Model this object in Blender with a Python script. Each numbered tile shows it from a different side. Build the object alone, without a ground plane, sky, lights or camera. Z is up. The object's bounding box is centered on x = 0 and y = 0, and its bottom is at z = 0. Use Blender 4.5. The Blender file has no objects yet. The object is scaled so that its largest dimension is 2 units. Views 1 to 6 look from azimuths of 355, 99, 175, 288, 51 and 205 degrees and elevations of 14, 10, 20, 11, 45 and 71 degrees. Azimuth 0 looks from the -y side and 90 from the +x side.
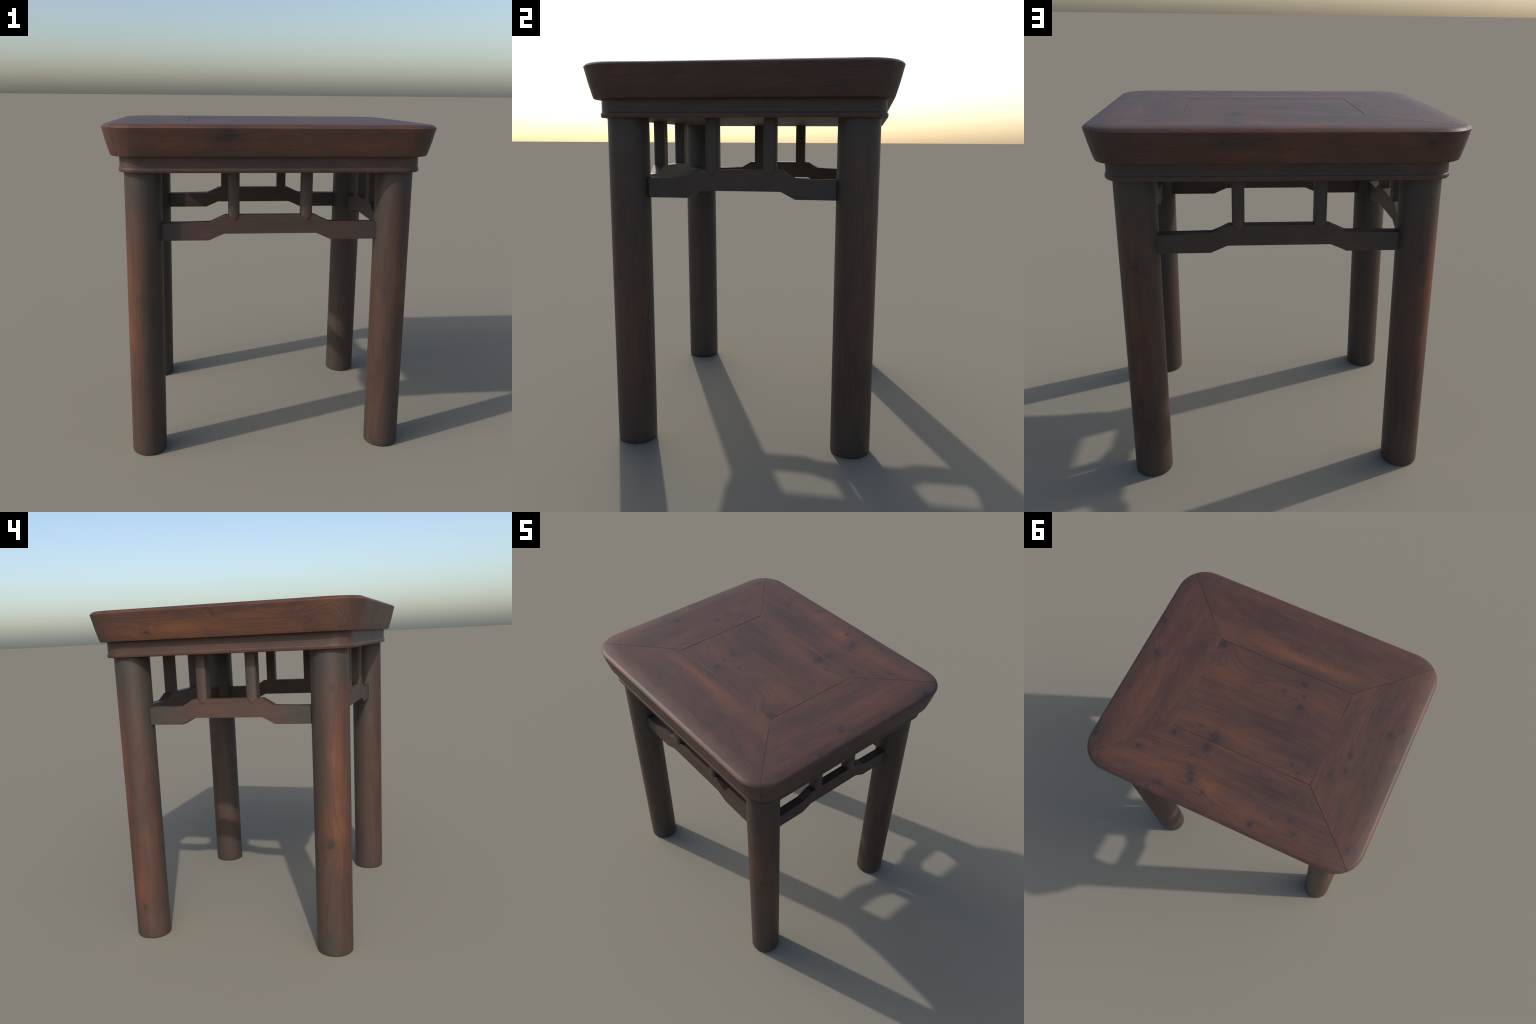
"""Square-ish hardwood stool: mitred top frame with floating panel, splayed-edge
slab, waisted apron with bead, four round legs, humped stretchers and struts."""
import bpy, bmesh, math
from mathutils import Vector

# ------------------------------------------------------------------ sizes (m)
RIM_X, RIM_Y, RIM_R = 0.9450, 0.7965, 0.190      # widest line of the top slab
PANEL_X0, PANEL_X1, PANEL_Y = -0.468, 0.490, 0.3435
APR_X, APR_Y, APR_R = 0.8528, 0.7196, 0.112      # apron outline
Z_TOP, Z_SLAB, Z_APRON = 2.0, 1.8250, 1.7350
LEG_BOT = {(-1, -1): (-0.7375, -0.5865), (1, -1): (0.7345, -0.5870),
           (1, 1): (0.7150, 0.5830), (-1, 1): (-0.7370, 0.5820)}
LEG_TOP = {(-1, -1): (-0.7260, -0.5915), (1, -1): (0.7255, -0.5920),
           (1, 1): (0.7225, 0.5875), (-1, 1): (-0.7250, 0.5885)}
LEG_R0, LEG_R1 = 0.1040, 0.1052

# ------------------------------------------------------------------ materials
class Nodes:
    """Small helper for writing node graphs as expressions."""
    def __init__(self, tree):
        self.t = tree

    def new(self, kind, **props):
        n = self.t.nodes.new(kind)
        for k, v in props.items():
            setattr(n, k, v)
        return n

    def put(self, sock, val):
        if isinstance(val, bpy.types.NodeSocket):
            self.t.links.new(val, sock)
        else:
            sock.default_value = val

    def math(self, op, a, b=0.0, clamp=False):
        n = self.new('ShaderNodeMath', operation=op, use_clamp=clamp)
        self.put(n.inputs[0], a)
        self.put(n.inputs[1], b)
        return n.outputs[0]

    def vec(self, op, a, b=(0, 0, 0)):
        n = self.new('ShaderNodeVectorMath', operation=op)
        self.put(n.inputs[0], a)
        self.put(n.inputs[1], b)
        return n.outputs['Value'] if op in ('DOT_PRODUCT', 'LENGTH') else n.outputs['Vector']

    def noise(self, v, scale=1.0, detail=3.0, rough=0.55, dist=0.0):
        n = self.new('ShaderNodeTexNoise', noise_dimensions='3D')
        self.put(n.inputs['Vector'], v)
        n.inputs['Scale'].default_value = scale
        n.inputs['Detail'].default_value = detail
        n.inputs['Roughness'].default_value = rough
        n.inputs['Distortion'].default_value = dist
        return n.outputs['Fac']

    def noise1(self, w, scale, detail=2.0):
        n = self.new('ShaderNodeTexNoise', noise_dimensions='1D')
        self.put(n.inputs['W'], w)
        n.inputs['Scale'].default_value = scale
        n.inputs['Detail'].default_value = detail
        return n.outputs['Fac']

    def ramp(self, f, stops, smooth=True):
        n = self.new('ShaderNodeValToRGB')
        if smooth:
            n.color_ramp.interpolation = 'EASE'
        e = n.color_ramp.elements
        while len(e) < len(stops):
            e.new(0.5)
        for el, (p, c) in zip(e, stops):
            el.position = p
            el.color = (c, c, c, 1) if isinstance(c, (int, float)) else (*c, 1)
        self.put(n.inputs['Fac'], f)
        return n.outputs['Color']

    def mix(self, f, a, b, blend='MIX'):
        n = self.new('ShaderNodeMix', data_type='RGBA', blend_type=blend)
        self.put(n.inputs[0], f)
        for s, v in ((n.inputs[6], a), (n.inputs[7], b)):
            self.put(s, v if isinstance(v, bpy.types.NodeSocket) else (*v, 1))
        return n.outputs[2]


def gauss_group():
    """Node group: soft ellipsoidal blob around a centre."""
    g = bpy.data.node_groups.new('soft_blob', 'ShaderNodeTree')
    for nm in ('Position', 'Centre', 'InvSize'):
        g.interface.new_socket(nm, in_out='INPUT', socket_type='NodeSocketVector')
    g.interface.new_socket('Mask', in_out='OUTPUT', socket_type='NodeSocketFloat')
    N = Nodes(g)
    i, o = N.new('NodeGroupInput'), N.new('NodeGroupOutput')
    d = N.vec('MULTIPLY', N.vec('SUBTRACT', i.outputs[0], i.outputs[1]), i.outputs[2])
    r2 = N.vec('DOT_PRODUCT', d, d)
    g.links.new(N.math('EXPONENT', N.math('MULTIPLY', r2, -1.0)), o.inputs[0])
    return g


BLOB = gauss_group()
DARK, MID, WARM, BRIGHT = ((0.039, 0.0235, 0.0180), (0.075, 0.0352, 0.0240),
                           (0.116, 0.0470, 0.0260), (0.158, 0.0610, 0.0285))
KNOT = (0.0185, 0.0165, 0.0175)
GREY_AND_AO = (0.047, 0.0395, 0.0335)  # grey used for plain tone and for painted occlusion


def wood(name, axis, seed=0.0, knots=(), patches=(), grey_and_ao=(), tone=0.0,
         ring=1.0, fibre=1.0, blotch=1.0, centre=(0, 0, 0), rough=0.52,
         swirls=(), streak=1.0):
    """Reddish dark timber with grain along `axis`.
    knots: (x, y, z, radius); patches: (x, y, z, sx, sy, sz, amount);
    grime: (x, y, z, sx, sy, sz, amount) grey tone plus painted occlusion shade;
    swirls: (x, y, z, along, across, amount) extra bending of the grain."""
    m = bpy.data.materials.new(name)
    m.use_nodes = True
    t = m.node_tree
    t.nodes.clear()
    N = Nodes(t)
    out = N.new('ShaderNodeOutputMaterial')
    bs = N.new('ShaderNodeBsdfPrincipled')
    t.links.new(bs.outputs[0], out.inputs[0])
    P = N.new('ShaderNodeTexCoord').outputs['Object']

    def blob(c, s, pos=None):
        n = N.new('ShaderNodeGroup', node_tree=BLOB)
        t.links.new(pos or P, n.inputs[0])
        n.inputs[1].default_value = c
        n.inputs[2].default_value = [1.0 / v for v in s]
        return n.outputs[0]

    warp = N.new('ShaderNodeTexNoise', noise_dimensions='3D')
    t.links.new(P, warp.inputs['Vector'])
    warp.inputs['Scale'].default_value = 26.0
    warp.inputs['Detail'].default_value = 3.0
    PW = N.vec('ADD', P, N.vec('MULTIPLY', N.vec('SUBTRACT', warp.outputs['Color'], (0.5, 0.5, 0.5)),
                               (0.045, 0.045, 0.045)))

    def sv(al, cr):
        v = [cr, cr, cr]
        v[axis] = al
        return v

    Q = N.vec('ADD', P, (seed * 3.17, seed * 1.31, seed * 2.23))
    # --- knots: spot mask and grain deflection
    spot, halo, bend = 0.0, 0.0, 0.0
    wob = N.noise(N.vec('MULTIPLY', Q, (1, 1, 1)), 38.0, 3.0, 0.6)
    for (kx, ky, kz, r) in knots:
        s1 = [r * 1.05] * 3
        s1[axis] = r * 1.35
        s2 = [r * 2.6] * 3
        s2[axis] = r * 6.0
        spot = N.math('ADD', spot, blob((kx, ky, kz), s1, PW))
        s3 = [r * 2.1] * 3
        s3[axis] = r * 3.2
        halo = N.math('ADD', halo, blob((kx, ky, kz), s3, PW))
        bend = N.math('ADD', bend, N.math('MULTIPLY', blob((kx, ky, kz), s2), r * 1.7))
    for (kx, ky, kz, sa, sc, amt) in swirls:
        s2 = [sc] * 3
        s2[axis] = sa
        bend = N.math('ADD', bend, N.math('MULTIPLY', blob((kx, ky, kz), s2), amt))
    # --- tone
    f = N.noise(N.vec('MULTIPLY', Q, sv(1.1, 5.5)), 1.0, 4.0, 0.6, 0.25)
    f2 = N.noise(N.vec('MULTIPLY', Q, sv(5.0, 24.0)), 1.0, 3.0, 0.6, 0.3)
    tn = N.math('ADD', N.math('MULTIPLY', N.math('SUBTRACT', f, 0.5), 1.05 * streak),
                N.math('MULTIPLY', N.math('SUBTRACT', f2, 0.5), 0.50 * streak))
    f3 = N.noise(N.vec('MULTIPLY', Q, sv(4.5, 9.0)), 1.0, 4.0, 0.6, 0.8)
    tn = N.math('ADD', tn, N.math('MULTIPLY', N.math('SUBTRACT', f3, 0.5), 0.75))
    tn = N.math('ADD', tn, 0.43 + tone)
    for p in patches:
        tn = N.math('ADD', tn, N.math('MULTIPLY', blob(p[:3], p[3:6]), p[6]))
    # --- growth rings: irregular 1-D noise along a bent cross-grain coordinate
    cr = [0.0, 0.0, 0.0]
    o = [i for i in range(3) if i != axis]
    cr[o[0]], cr[o[1]] = (1.0, 0.85)
    u = N.vec('DOT_PRODUCT', N.vec('SUBTRACT', P, centre), cr)
    low = N.noise(N.vec('MULTIPLY', Q, sv(0.8 if axis == 2 else 1.3, 4.0)), 1.0, 2.0, 0.5)
    u = N.math('ADD', u, N.math('MULTIPLY', low, 0.15 if axis == 2 else 0.21))
    u = N.math('ADD', u, bend)
    u = N.math('ADD', u, seed * 0.77)
    rg = N.ramp(N.noise1(u, 58.0, 1.0), ((0.38, 0.0), (0.49, 1.0), (0.52, 1.0), (0.60, 0.1)))
    rg2 = N.ramp(N.noise1(u, 170.0, 1.0), ((0.35, 0.0), (0.60, 1.0)))
    fade = N.math('ADD', N.math('MULTIPLY', f3, 1.6), -0.2, True)
    rg = N.math('ADD', N.math('MULTIPLY', rg, fade), N.math('MULTIPLY', rg2, 0.45))
    tn = N.math('SUBTRACT', tn, N.math('MULTIPLY', N.math('SUBTRACT', rg, 0.4), 0.21 * ring))
    # --- fine fibre
    fb = N.noise(N.vec('MULTIPLY', Q, sv(6.0, 170.0)), 1.0, 3.0, 0.65)
    tn = N.math('ADD', tn, N.math('MULTIPLY', N.math('SUBTRACT', fb, 0.5), 0.42 * fibre), True)
    col = N.ramp(tn, ((0.05, DARK), (0.40, MID), (0.70, WARM), (0.98, BRIGHT)), False)
    # --- smoky blotches
    bl = N.noise(N.vec('MULTIPLY', Q, sv(4.5, 8.0)), 1.0, 6.0, 0.68, 0.8)
    bl = N.ramp(bl, ((0.56, 0.0), (0.76, 1.0)))
    col = N.mix(N.math('MULTIPLY', bl, 0.55 * blotch), col, (0.030, 0.0225, 0.0215))
    # --- knots
    if knots:
        k = N.math('MULTIPLY', spot, N.math('ADD', N.math('MULTIPLY', wob, 1.8), 0.1), True)
        k = N.ramp(k, ((0.12, 0.0), (0.85, 1.0)))
        h = N.math('MULTIPLY', halo, N.math('MULTIPLY', wob, 1.05), True)
        col = N.mix(N.math('MULTIPLY', h, 0.85), col, (0.034, 0.0245, 0.0230))
        col = N.mix(N.math('MULTIPLY', k, 0.62), col, KNOT)
    # --- grey tint: plain grey tone plus baked occlusion painted into recesses
    if grey_and_ao:
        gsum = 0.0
        for p in grey_and_ao:
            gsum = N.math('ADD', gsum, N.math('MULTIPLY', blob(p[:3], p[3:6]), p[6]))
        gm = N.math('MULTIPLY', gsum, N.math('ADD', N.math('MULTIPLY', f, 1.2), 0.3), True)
        col = N.mix(gm, col, GREY_AND_AO)
    N.put(bs.inputs['Base Color'], col)
    rr = N.math('ADD', N.math('MULTIPLY', N.math('SUBTRACT', f2, 0.5), 0.12), rough)
    N.put(bs.inputs['Roughness'], rr)
    bs.inputs['Specular IOR Level'].default_value = 0.42
    b = N.new('ShaderNodeBump')
    b.inputs['Strength'].default_value = 0.10
    b.inputs['Distance'].default_value = 0.004
    N.put(b.inputs['Height'], N.math('ADD', fb, N.math('MULTIPLY', rg, -0.5)))
    t.links.new(b.outputs[0], bs.inputs['Normal'])
    return m


def groove_material(name, a, b):
    m = bpy.data.materials.new(name)
    m.use_nodes = True
    N = Nodes(m.node_tree)
    bs = m.node_tree.nodes['Principled BSDF']
    P = N.new('ShaderNodeTexCoord').outputs['Object']
    n = N.ramp(N.noise(P, 5.0), ((0.38, 0.0), (0.62, 1.0)))
    N.put(bs.inputs['Base Color'], N.mix(n, a, b))
    bs.inputs['Roughness'].default_value = 0.6
    return m


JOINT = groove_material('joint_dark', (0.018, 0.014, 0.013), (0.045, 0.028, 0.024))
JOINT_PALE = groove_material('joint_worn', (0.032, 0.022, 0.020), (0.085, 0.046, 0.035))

# ------------------------------------------------------------------ mesh tools
def finish(name, bm, mats, parent, angle=38, weighted=False):
    bmesh.ops.recalc_face_normals(bm, faces=bm.faces)
    me = bpy.data.meshes.new(name)
    bm.to_mesh(me)
    bm.free()
    for m in mats:
        me.materials.append(m)
    me.polygons.foreach_set('use_smooth', [True] * len(me.polygons))
    me.set_sharp_from_angle(angle=math.radians(angle))
    ob = bpy.data.objects.new(name, me)
    bpy.context.scene.collection.objects.link(ob)
    ob.parent = parent
    if weighted:
        w = ob.modifiers.new('flat_faces', 'WEIGHTED_NORMAL')
        w.keep_sharp = True
        w.weight = 80
    return ob


def side_path(hx, hy, R, side, d, arc=4):
    """Plan points of one side of a rounded rectangle inset by d,
    from one corner middle to the other. side: 0 -y, 1 +x, 2 +y, 3 -x."""
    cx, cy, r = hx - R, hy - R, R - d
    corners = [(-cx, -cy), (cx, -cy), (cx, cy), (-cx, cy)]
    a, b = corners[side], corners[(side + 1) % 4]
    base = -90 + 90 * side                        # outward direction of this side
    pts = []
    for i in range(arc + 1):
        th = math.radians(base - 45 + 45 * i / arc)
        pts.append((a[0] + r * math.cos(th), a[1] + r * math.sin(th)))
    th = math.radians(base)
    for k in (0.06, 0.25, 0.5, 0.75, 0.94):
        pts.append((a[0] + (b[0] - a[0]) * k + r * math.cos(th),
                    a[1] + (b[1] - a[1]) * k + r * math.sin(th)))
    for i in range(arc + 1):
        th = math.radians(base + 45 * i / arc)
        pts.append((b[0] + r * math.cos(th), b[1] + r * math.sin(th)))
    return pts


def mitred_board(name, hx, hy, R, side, rings, closing, mats, parent, gap, groove_z,
                 groove=0.0016, angle=38):
    """Board between two mitres. rings: (inset, z) profile; closing: extra rings given
    as (start point, end point, z) straight lines further in."""
    bm = bmesh.new()
    grid = []
    ref = side_path(hx, hy, R, side, 0)
    dx, dy = ref[-1][0] - ref[0][0], ref[-1][1] - ref[0][1]
    L = math.hypot(dx, dy)
    tdir = (dx / L, dy / L)
    for d, z in rings:
        grid.append([(x, y, z) for x, y in side_path(hx, hy, R, side, d)])
    proj = [((x - ref[0][0]) * tdir[0] + (y - ref[0][1]) * tdir[1]) / L for x, y in ref]
    for a, b, z in closing:
        grid.append([(a[0] + (b[0] - a[0]) * s, a[1] + (b[1] - a[1]) * s, z) for s in proj])
    # hairline gap at each end so neighbouring boards never share a plane
    for row in grid:
        x, y, z = row[0]
        row[0] = (x + tdir[0] * gap, y + tdir[1] * gap, z)
        x, y, z = row[-1]
        row[-1] = (x - tdir[0] * gap, y - tdir[1] * gap, z)
    V = [[bm.verts.new(p) for p in row] for row in grid]
    n, w = len(V), len(V[0])
    for i in range(n):
        j = (i + 1) % n
        for k in range(w - 1):
            bm.faces.new((V[i][k], V[i][k + 1], V[j][k + 1], V[j][k]))
    bm.faces.new([V[i][0] for i in range(n)])
    bm.faces.new([V[i][-1] for i in reversed(range(n))])
    bm.normal_update()
    # small V at the visible joints
    es = set()
    for i in range(n):
        j = (i + 1) % n
        if min(V[i][0].co.z, V[j][0].co.z) > groove_z:
            es |= {bm.edges.get((V[i][0], V[j][0])), bm.edges.get((V[i][-1], V[j][-1]))}
    if closing:
        row = V[len(rings)]
        es |= {bm.edges.get((row[k], row[k + 1])) for k in range(w - 1)}
    bmesh.ops.bevel(bm, geom=list(es), offset=groove, offset_type='OFFSET', segments=1,
                    affect='EDGES', material=1, clamp_overlap=True)
    return finish(name, bm, mats, parent, angle)


def prism(name, outline, place, t0, t1, mats, parent, bevel=0.003, skew=None):
    """Extrude a flat (s, z) outline between depths t0 (outer) and t1 (inner);
    place(s, t, z) -> world point. skew moves the end points with depth."""
    bm = bmesh.new()
    sk = skew or (lambda s, t: s)
    A = [bm.verts.new(place(sk(s, t0), t0, z)) for s, z in outline]
    B = [bm.verts.new(place(sk(s, t1), t1, z)) for s, z in outline]
    n = len(A)
    bm.faces.new(A)
    bm.faces.new(list(reversed(B)))
    for i in range(n):
        j = (i + 1) % n
        bm.faces.new((A[j], A[i], B[i], B[j]))
    bmesh.ops.bevel(bm, geom=bm.edges[:], offset=bevel, offset_type='OFFSET', segments=2,
                    affect='EDGES', profile=0.5)
    return finish(name, bm, mats, parent, 40, True)


# ------------------------------------------------------------------ the stool
stool = bpy.data.objects.new('wooden_stool', None)
bpy.context.scene.collection.objects.link(stool)
stool['label'] = 'dark reddish hardwood stool with mitred square top and round legs'
stool['category'] = 'stool'

# --- top: four mitred frame boards
T = Z_TOP
TOP_KNOTS = {
    0: [(-0.25, -0.80, 1.94, 0.030)],
    1: [(0.905, -0.311, T, 0.020), (0.908, 0.592, T, 0.019), (0.814, -0.051, T, 0.013),
        (0.84, -0.07, T, 0.012)],
    2: [(0.238, 0.585, T, 0.015), (0.222, 0.622, T, 0.013), (0.260, 0.548, T, 0.011),
        (0.230, 0.390, T, 0.020), (0.623, 0.562, T, 0.012), (0.115, 0.670, T, 0.010),
        (-0.236, 0.723, T, 0.014), (-0.452, 0.600, T, 0.011), (-0.504, 0.665, T, 0.012),
        (0.286, 0.471, T, 0.011), (0.462, 0.382, T, 0.013), (0.392, 0.729, T, 0.014),
        (-0.342, 0.636, T, 0.006),
        (0.286, 0.775, 1.925, 0.014), (0.150, 0.775, 1.932, 0.015), (-0.706, 0.780, 1.940, 0.018)],
    3: [(-0.795, -0.173, T, 0.018), (-0.863, -0.237, T, 0.012), (-0.617, 0.057, T, 0.017),
        (-0.558, 0.230, T, 0.013), (-0.635, 0.168, T, 0.011), (-0.902, 0.024, T, 0.009),
        (-0.844, 0.617, T, 0.015), (-0.915, 0.389, 1.863, 0.013)]}
TOP_PATCH = {
    0: [(0.05, -0.42, T, 0.45, 0.040, 0.05, 0.34), (-0.25, -0.43, T, 0.30, 0.03, 0.05, 0.18),
        (0.1, -0.60, T, 0.8, 0.09, 0.05, -0.16), (-0.27, -0.79, 1.93, 0.09, 0.05, 0.06, -0.40),
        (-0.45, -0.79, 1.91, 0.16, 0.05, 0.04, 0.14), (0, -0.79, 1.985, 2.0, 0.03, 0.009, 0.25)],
    1: [(0.66, 0.05, T, 0.05, 0.5, 0.05, -0.12), (0.74, 0.25, T, 0.05, 0.20, 0.05, 0.12),
        (0.93, 0, 1.90, 0.05, 2, 0.2, -0.10)],
    2: [(0.45, 0.62, T, 0.25, 0.10, 0.04, 0.24), (0.10, 0.60, T, 0.10, 0.12, 0.04, 0.16),
        (-0.30, 0.47, T, 0.22, 0.07, 0.04, -0.22), (-0.15, 0.66, T, 0.25, 0.06, 0.04, 0.14),
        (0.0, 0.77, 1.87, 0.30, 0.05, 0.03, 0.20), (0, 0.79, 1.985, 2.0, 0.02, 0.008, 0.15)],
    3: [(-0.70, 0.0, T, 0.05, 0.6, 0.05, -0.10), (-0.92, 0.15, 1.885, 0.05, 0.24, 0.04, 0.34),
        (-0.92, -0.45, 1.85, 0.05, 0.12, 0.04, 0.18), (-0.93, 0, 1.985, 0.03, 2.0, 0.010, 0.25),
        (-0.80, 0.55, T, 0.06, 0.2, 0.05, 0.12)]}
SLAB = [(0.120, Z_SLAB + 0.001), (0.052, Z_SLAB), (0.0445, Z_SLAB + 0.003),
        (0.0405, Z_SLAB + 0.012), (0.0215, 1.9000), (0.0022, 1.9750), (0.0, 1.9825),
        (0.0052, 1.9883), (0.0130, 1.9945), (0.0240, 1.9991),
        (0.1250, 2.0000)]
pc = [(PANEL_X0, -PANEL_Y), (PANEL_X1, -PANEL_Y), (PANEL_X1, PANEL_Y), (PANEL_X0, PANEL_Y)]
GAP = 0.0006
for s in range(4):
    a, b = pc[s], pc[(s + 1) % 4]
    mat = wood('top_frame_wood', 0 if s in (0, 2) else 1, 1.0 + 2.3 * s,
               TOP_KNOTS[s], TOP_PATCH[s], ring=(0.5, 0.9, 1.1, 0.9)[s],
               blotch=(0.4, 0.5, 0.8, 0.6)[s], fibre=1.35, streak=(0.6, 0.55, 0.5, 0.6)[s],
               grey_and_ao=[(q * 0.93, w * 0.78, 1.90, 0.16, 0.16, 0.08, 0.40)
                      for q in (-1, 1) for w in (-1, 1)])  # greyer towards the slab corners
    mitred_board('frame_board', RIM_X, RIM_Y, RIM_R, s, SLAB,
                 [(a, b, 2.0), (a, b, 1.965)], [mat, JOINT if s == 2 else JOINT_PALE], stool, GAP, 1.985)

# --- central panel
PANEL_KNOTS = [(-0.156, -0.274, T, 0.022), (-0.197, -0.106, T, 0.021), (-0.190, -0.19, T, 0.010),
               (-0.052, -0.169, T, 0.012), (0.462, -0.318, T, 0.026), (0.215, 0.300, T, 0.026),
               (0.20, 0.335, T, 0.016), (-0.312, 0.271, T, 0.014), (-0.368, 0.304, T, 0.015),
               (0.33, 0.275, T, 0.011)]
PANEL_PATCH = [(0.10, 0.25, T, 0.40, 0.05, 0.05, 0.30), (0.33, -0.17, T, 0.16, 0.10, 0.05, 0.14),
               (-0.10, 0.06, T, 0.30, 0.09, 0.05, -0.16), (-0.30, 0.20, T, 0.2, 0.05, 0.05, -0.20),
               (-0.30, -0.15, T, 0.12, 0.12, 0.05, 0.08)]
PANEL_SWIRL = [(-0.12, -0.19, T, 0.27, 0.085, 0.100), (0.45, -0.31, T, 0.15, 0.11, 0.085),
               (0.20, -0.10, T, 0.30, 0.05, -0.04), (0.2, 0.32, T, 0.14, 0.06, 0.06)]
bm = bmesh.new()
g = 0.0010
x0, x1, yy = PANEL_X0 + g, PANEL_X1 - g, PANEL_Y - g
top = [bm.verts.new((x, y, 1.9994)) for x, y in ((x0, -yy), (x1, -yy), (x1, yy), (x0, yy))]
low = [bm.verts.new((v.co.x, v.co.y, 1.968)) for v in top]
bm.faces.new(top)
bm.faces.new(list(reversed(low)))
for i in range(4):
    j = (i + 1) % 4
    bm.faces.new((top[j], top[i], low[i], low[j]))
bmesh.ops.bevel(bm, geom=[bm.edges.get((top[i], top[(i + 1) % 4])) for i in range(4)],
                offset=0.0014, segments=1, affect='EDGES', material=1)
finish('seat_panel', bm, [wood('panel_wood', 0, 12.4, PANEL_KNOTS, PANEL_PATCH, ring=1.15,
                               blotch=0.55, swirls=PANEL_SWIRL, streak=0.42), JOINT_PALE], stool)

# --- apron under the slab, four mitred boards with a bead along the bottom
APRON = [(0.0000, Z_SLAB + 0.004), (0.0000, 1.7800), (-0.0001, 1.7680), (-0.0006, 1.7618),
         (-0.0042, 1.7596), (-0.0056, 1.7565), (-0.0060, 1.7490), (-0.0046, 1.7400),
         (-0.0010, 1.7362), (0.0060, Z_APRON), (0.0400, Z_APRON), (0.0400, Z_SLAB + 0.004)]
for s in range(4):
    ny, nx = (s in (0, 2)), (s in (1, 3))
    sg = -1 if s in (0, 3) else 1
    far = (0, sg * 0.725, 0) if ny else (sg * 0.858, 0, 0)
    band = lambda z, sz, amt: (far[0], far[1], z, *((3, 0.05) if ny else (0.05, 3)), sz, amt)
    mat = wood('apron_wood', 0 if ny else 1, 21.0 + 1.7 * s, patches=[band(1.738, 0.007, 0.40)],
               grey_and_ao=[band(1.80, 0.08, 0.32), band(1.763, 0.007, 0.40)], tone=-0.04, ring=0.9)  # general greying, with occlusion shade painted into the cove
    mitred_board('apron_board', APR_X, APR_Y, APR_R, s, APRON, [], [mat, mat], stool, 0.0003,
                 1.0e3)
# soffit closing the underside
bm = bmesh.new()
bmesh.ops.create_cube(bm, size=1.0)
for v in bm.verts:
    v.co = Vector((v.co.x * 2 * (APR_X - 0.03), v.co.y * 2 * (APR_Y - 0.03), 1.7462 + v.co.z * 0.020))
finish('soffit_board', bm, [wood('soffit_wood', 0, 33.0, grey_and_ao=[(0, 0, 1.736, 5, 5, 5, 0.6)],
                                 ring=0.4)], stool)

# --- legs
LEG_KNOTS = {(-1, -1): [(-0.832, -0.600, 0.664, 0.024), (-0.84, -0.55, 0.66, 0.012),
                        (-0.83, -0.588, 0.080, 0.015), (-0.825, -0.62, 1.53, 0.013)],
             (1, -1): [(0.80, -0.66, 0.90, 0.014)],
             (1, 1): [(0.755, 0.685, 0.488, 0.020), (0.734, 0.690, 1.292, 0.020)],
             (-1, 1): [(-0.83, 0.587, 0.203, 0.013), (-0.740, 0.690, 1.319, 0.018)]}
LEG_PATCH = {(-1, -1): [(-0.83, -0.66, 0.95, 0.05, 0.035, 0.40, 0.36), (-0.83, -0.61, 0.72, 0.05, 0.06, 0.16, 0.30),
                        (-0.835, -0.63, 1.25, 0.05, 0.035, 0.25, 0.22),
                        (-0.70, -0.69, 0.9, 0.06, 0.05, 0.5, -0.05)],
             (1, -1): [(0.775, -0.69, 1.12, 0.030, 0.05, 0.22, 0.24), (0.80, -0.67, 0.75, 0.03, 0.05, 0.30, 0.12)],
             (1, 1): [(0.74, 0.68, 1.0, 0.04, 0.06, 0.4, 0.16), (0.80, 0.62, 1.0, 0.04, 0.06, 0.5, 0.1)],
             (-1, 1): [(-0.81, 0.655, 1.05, 0.045, 0.035, 0.45, 0.42), (-0.84, 0.60, 0.30, 0.04, 0.05, 0.30, 0.22), (-0.77, 0.68, 0.8, 0.05, 0.05, 0.4, 0.12)]}
SEG = 18
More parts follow.
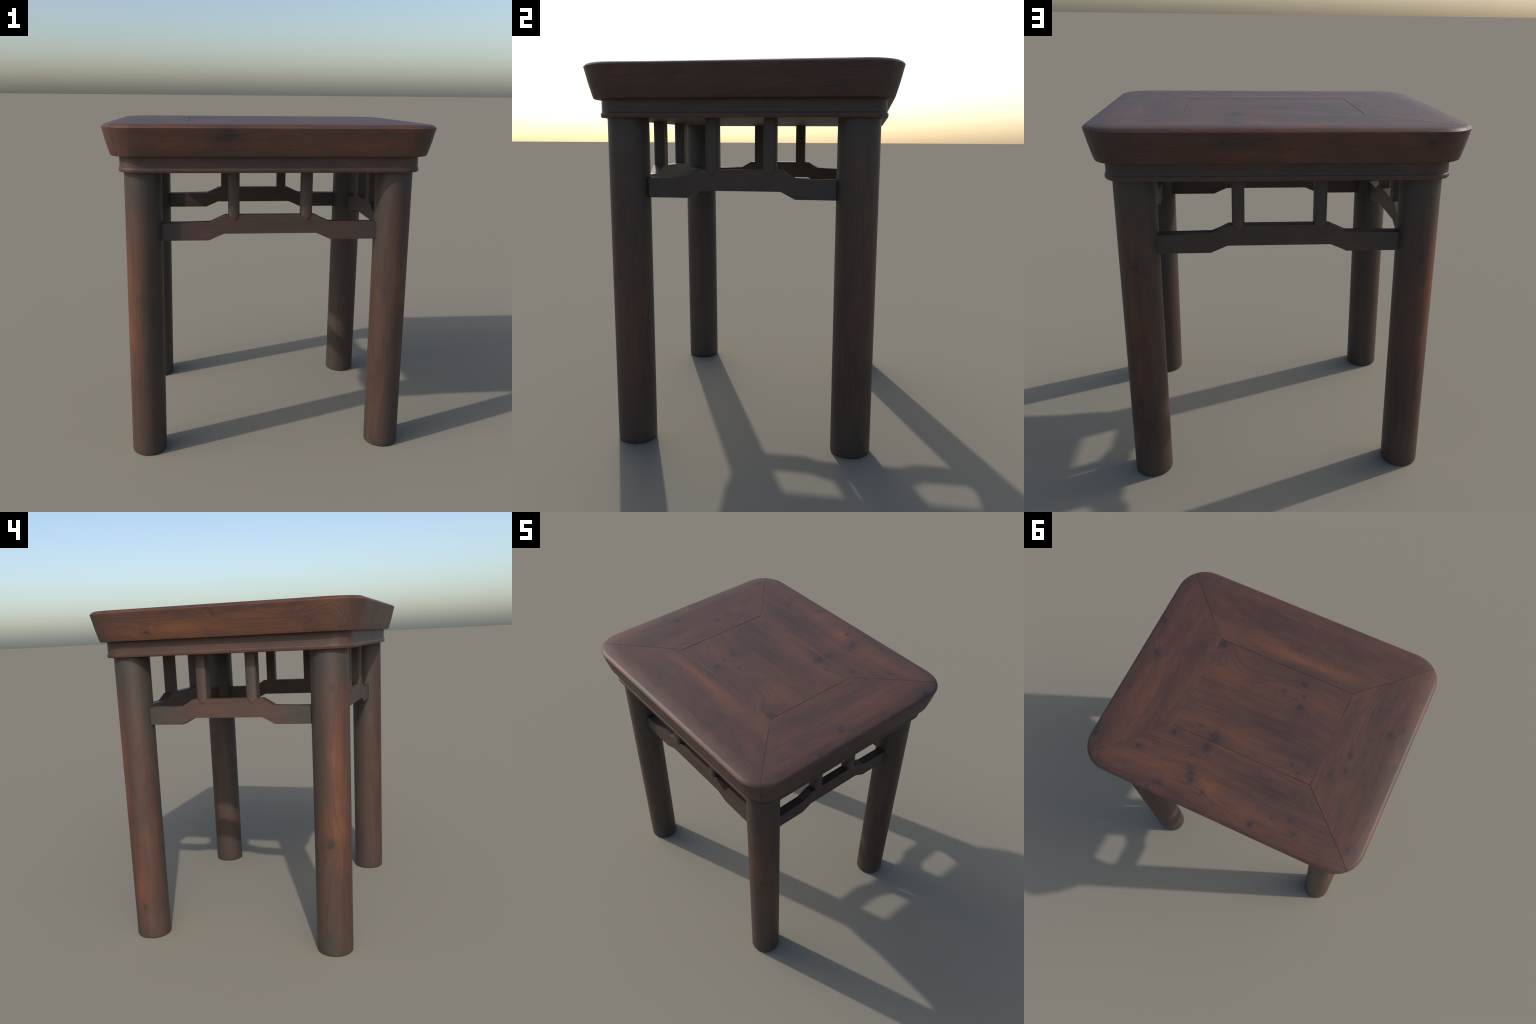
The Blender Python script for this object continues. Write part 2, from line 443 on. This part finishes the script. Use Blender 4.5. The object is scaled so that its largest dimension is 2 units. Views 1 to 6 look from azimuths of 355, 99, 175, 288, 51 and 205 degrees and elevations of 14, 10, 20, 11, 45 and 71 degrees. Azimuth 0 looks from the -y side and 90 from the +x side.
for key in ((-1, -1), (1, -1), (1, 1), (-1, 1)):
    b, t = LEG_BOT[key], LEG_TOP[key]
    bm = bmesh.new()
    rows = []
    prof = [(0.0, 0.955), (0.0012, 0.975), (0.0045, 0.993), (0.009, 1.0)]
    prof += [(0.06 + 0.1690 * i, 1.0) for i in range(10)] + [(Z_APRON + 0.006, 1.0)]
    for z, k in prof:
        f = z / Z_APRON
        cx, cy = b[0] + (t[0] - b[0]) * f, b[1] + (t[1] - b[1]) * f
        r = (LEG_R0 + (LEG_R1 - LEG_R0) * f) * k * 1.006
        rows.append([bm.verts.new((cx + r * math.cos(2 * math.pi * i / SEG + 0.1),
                                   cy + r * math.sin(2 * math.pi * i / SEG + 0.1), z))
                     for i in range(SEG)])
    for A, B in zip(rows, rows[1:]):
        for i in range(SEG):
            j = (i + 1) % SEG
            bm.faces.new((A[i], A[j], B[j], B[i]))
    bm.faces.new(list(reversed(rows[0])))
    bm.faces.new(rows[-1])
    sx, sy = key
    gr = [(t[0], t[1], 1.74, 0.5, 0.5, 0.20, 0.70),  # baked occlusion painted on the leg top below the apron
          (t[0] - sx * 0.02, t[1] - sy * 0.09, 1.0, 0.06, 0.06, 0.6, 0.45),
          (t[0] - sx * 0.11, t[1], 1.40, 0.07, 0.10, 0.22, 0.65),  # this and next: occlusion shade painted around the stretcher joints
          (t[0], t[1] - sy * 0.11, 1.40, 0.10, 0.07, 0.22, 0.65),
          (b[0], b[1], 0.0, 0.5, 0.5, 0.22, 0.45)]  # greyer towards the foot
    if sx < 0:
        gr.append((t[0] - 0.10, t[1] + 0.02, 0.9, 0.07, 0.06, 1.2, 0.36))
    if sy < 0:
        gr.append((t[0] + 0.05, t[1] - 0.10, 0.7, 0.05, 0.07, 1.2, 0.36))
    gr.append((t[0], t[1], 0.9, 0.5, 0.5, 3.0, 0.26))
    gr.append((t[0] - sx * 0.08, t[1] - sy * 0.08, 0.9, 0.10, 0.10, 1.5, 0.40))  # greyer on the inward side
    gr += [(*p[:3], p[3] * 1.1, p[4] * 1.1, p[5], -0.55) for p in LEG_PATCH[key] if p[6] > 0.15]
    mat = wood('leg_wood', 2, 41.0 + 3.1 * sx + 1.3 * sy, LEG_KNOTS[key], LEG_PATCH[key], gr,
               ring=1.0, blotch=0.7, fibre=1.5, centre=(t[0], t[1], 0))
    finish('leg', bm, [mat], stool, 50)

# --- stretchers with a raised middle, and the struts standing on them
RAILS = [  # place function args: along axis, sign, outer depth, inner depth, half length, breaks
    (0, -1, 0.6205, 0.5605, 0.6285, 0.355, 0.271, 0.347, 0.262, 0.2115),
    (0, 1, 0.6205, 0.5605, 0.6275, 0.353, 0.268, 0.345, 0.260, 0.2105),
    (1, 1, 0.7550, 0.6960, 0.4850, 0.278, 0.206, 0.275, 0.209, 0.1480),
    (1, -1, 0.7550, 0.6960, 0.4850, 0.279, 0.205, 0.275, 0.210, 0.1490)]
ZL0, ZL1, ZH0, ZH1 = 1.3340, 1.4365, 1.3755, 1.4802
for n, (ax, sg, t0, t1, L, b1, b2, u1, u2, ps) in enumerate(RAILS):
    if ax == 0:
        place = lambda s, t, z, sg=sg: (s, sg * t, z)
    else:
        place = lambda s, t, z, sg=sg: (sg * t, s, z)
    outline = [(-L, ZL0), (-b1, ZL0), (-b2, ZH0), (b2, ZH0), (b1, ZL0), (L, ZL0),
               (L, ZL1), (u1, ZL1), (u2, ZH1), (-u2, ZH1), (-u1, ZL1), (-L, ZL1)]
    skew = lambda s, t: s + (math.copysign(0.018, s) if abs(s) > 0.45 and t < t0 - 0.03 else 0.0)
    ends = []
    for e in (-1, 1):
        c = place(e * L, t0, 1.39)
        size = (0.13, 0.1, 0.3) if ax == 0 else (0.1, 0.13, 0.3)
        ends.append((*c, *size, 0.58))  # occlusion shade painted where the stretcher meets the leg
    mat = wood('stretcher_wood', ax, 61.0 + 2.7 * n, grey_and_ao=ends + [(*place(0, t0, 1.41), 2, 2, 2, 0.50)], tone=-0.02, ring=0.8)
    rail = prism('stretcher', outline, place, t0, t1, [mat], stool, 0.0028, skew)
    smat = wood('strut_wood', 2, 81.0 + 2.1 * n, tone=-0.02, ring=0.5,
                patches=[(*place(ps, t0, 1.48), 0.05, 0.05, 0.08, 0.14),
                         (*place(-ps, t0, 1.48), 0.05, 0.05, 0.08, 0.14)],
                grey_and_ao=[(*place(0, t0, 1.65), 3, 3, 3, 0.85),
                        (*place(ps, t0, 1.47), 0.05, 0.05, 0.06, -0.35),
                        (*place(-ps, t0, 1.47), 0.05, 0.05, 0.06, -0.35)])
    # strut: flat-backed bar with a rounded outer face that ends in a point on the stretcher
    HW, OUT, SHO, BACK = 0.0320, t0 + 0.0062, t0 - 0.0120, t1 - 0.0030
    for e in (-1, 1):
        c = e * ps
        plan = [(-HW, BACK), (-HW, SHO)]
        for k in range(0, 9):
            q = -1 + 2 * k / 8
            plan.append((HW * math.sin(q * math.pi / 2) * 0.985,
                         SHO + 0.004 + (OUT - SHO - 0.004) * math.cos(q * math.pi / 2) ** 0.75))
        plan += [(HW, SHO), (HW, BACK)]
        bm = bmesh.new()
        rows = [[], [], []]
        for s, t in plan:
            front = t > SHO + 0.002
            k = min(1.0, abs(s) / HW)
            tip = ZH1 - 0.0275 * (1 - k) if front else ZH1 - 0.004
            rows[0].append(bm.verts.new(place(c + s * 0.985, t - (0.0035 if front else 0.0), tip - (0.002 if front else 0))))
            rows[1].append(bm.verts.new(place(c + s, t, tip + 0.006)))
            rows[2].append(bm.verts.new(place(c + s, t, Z_APRON + 0.005)))
        w = len(plan)
        for A, B in zip(rows, rows[1:]):
            for i in range(w):
                j = (i + 1) % w
                bm.faces.new((A[i], A[j], B[j], B[i]))
        bm.faces.new(list(reversed(rows[0])))
        bm.faces.new(rows[2])
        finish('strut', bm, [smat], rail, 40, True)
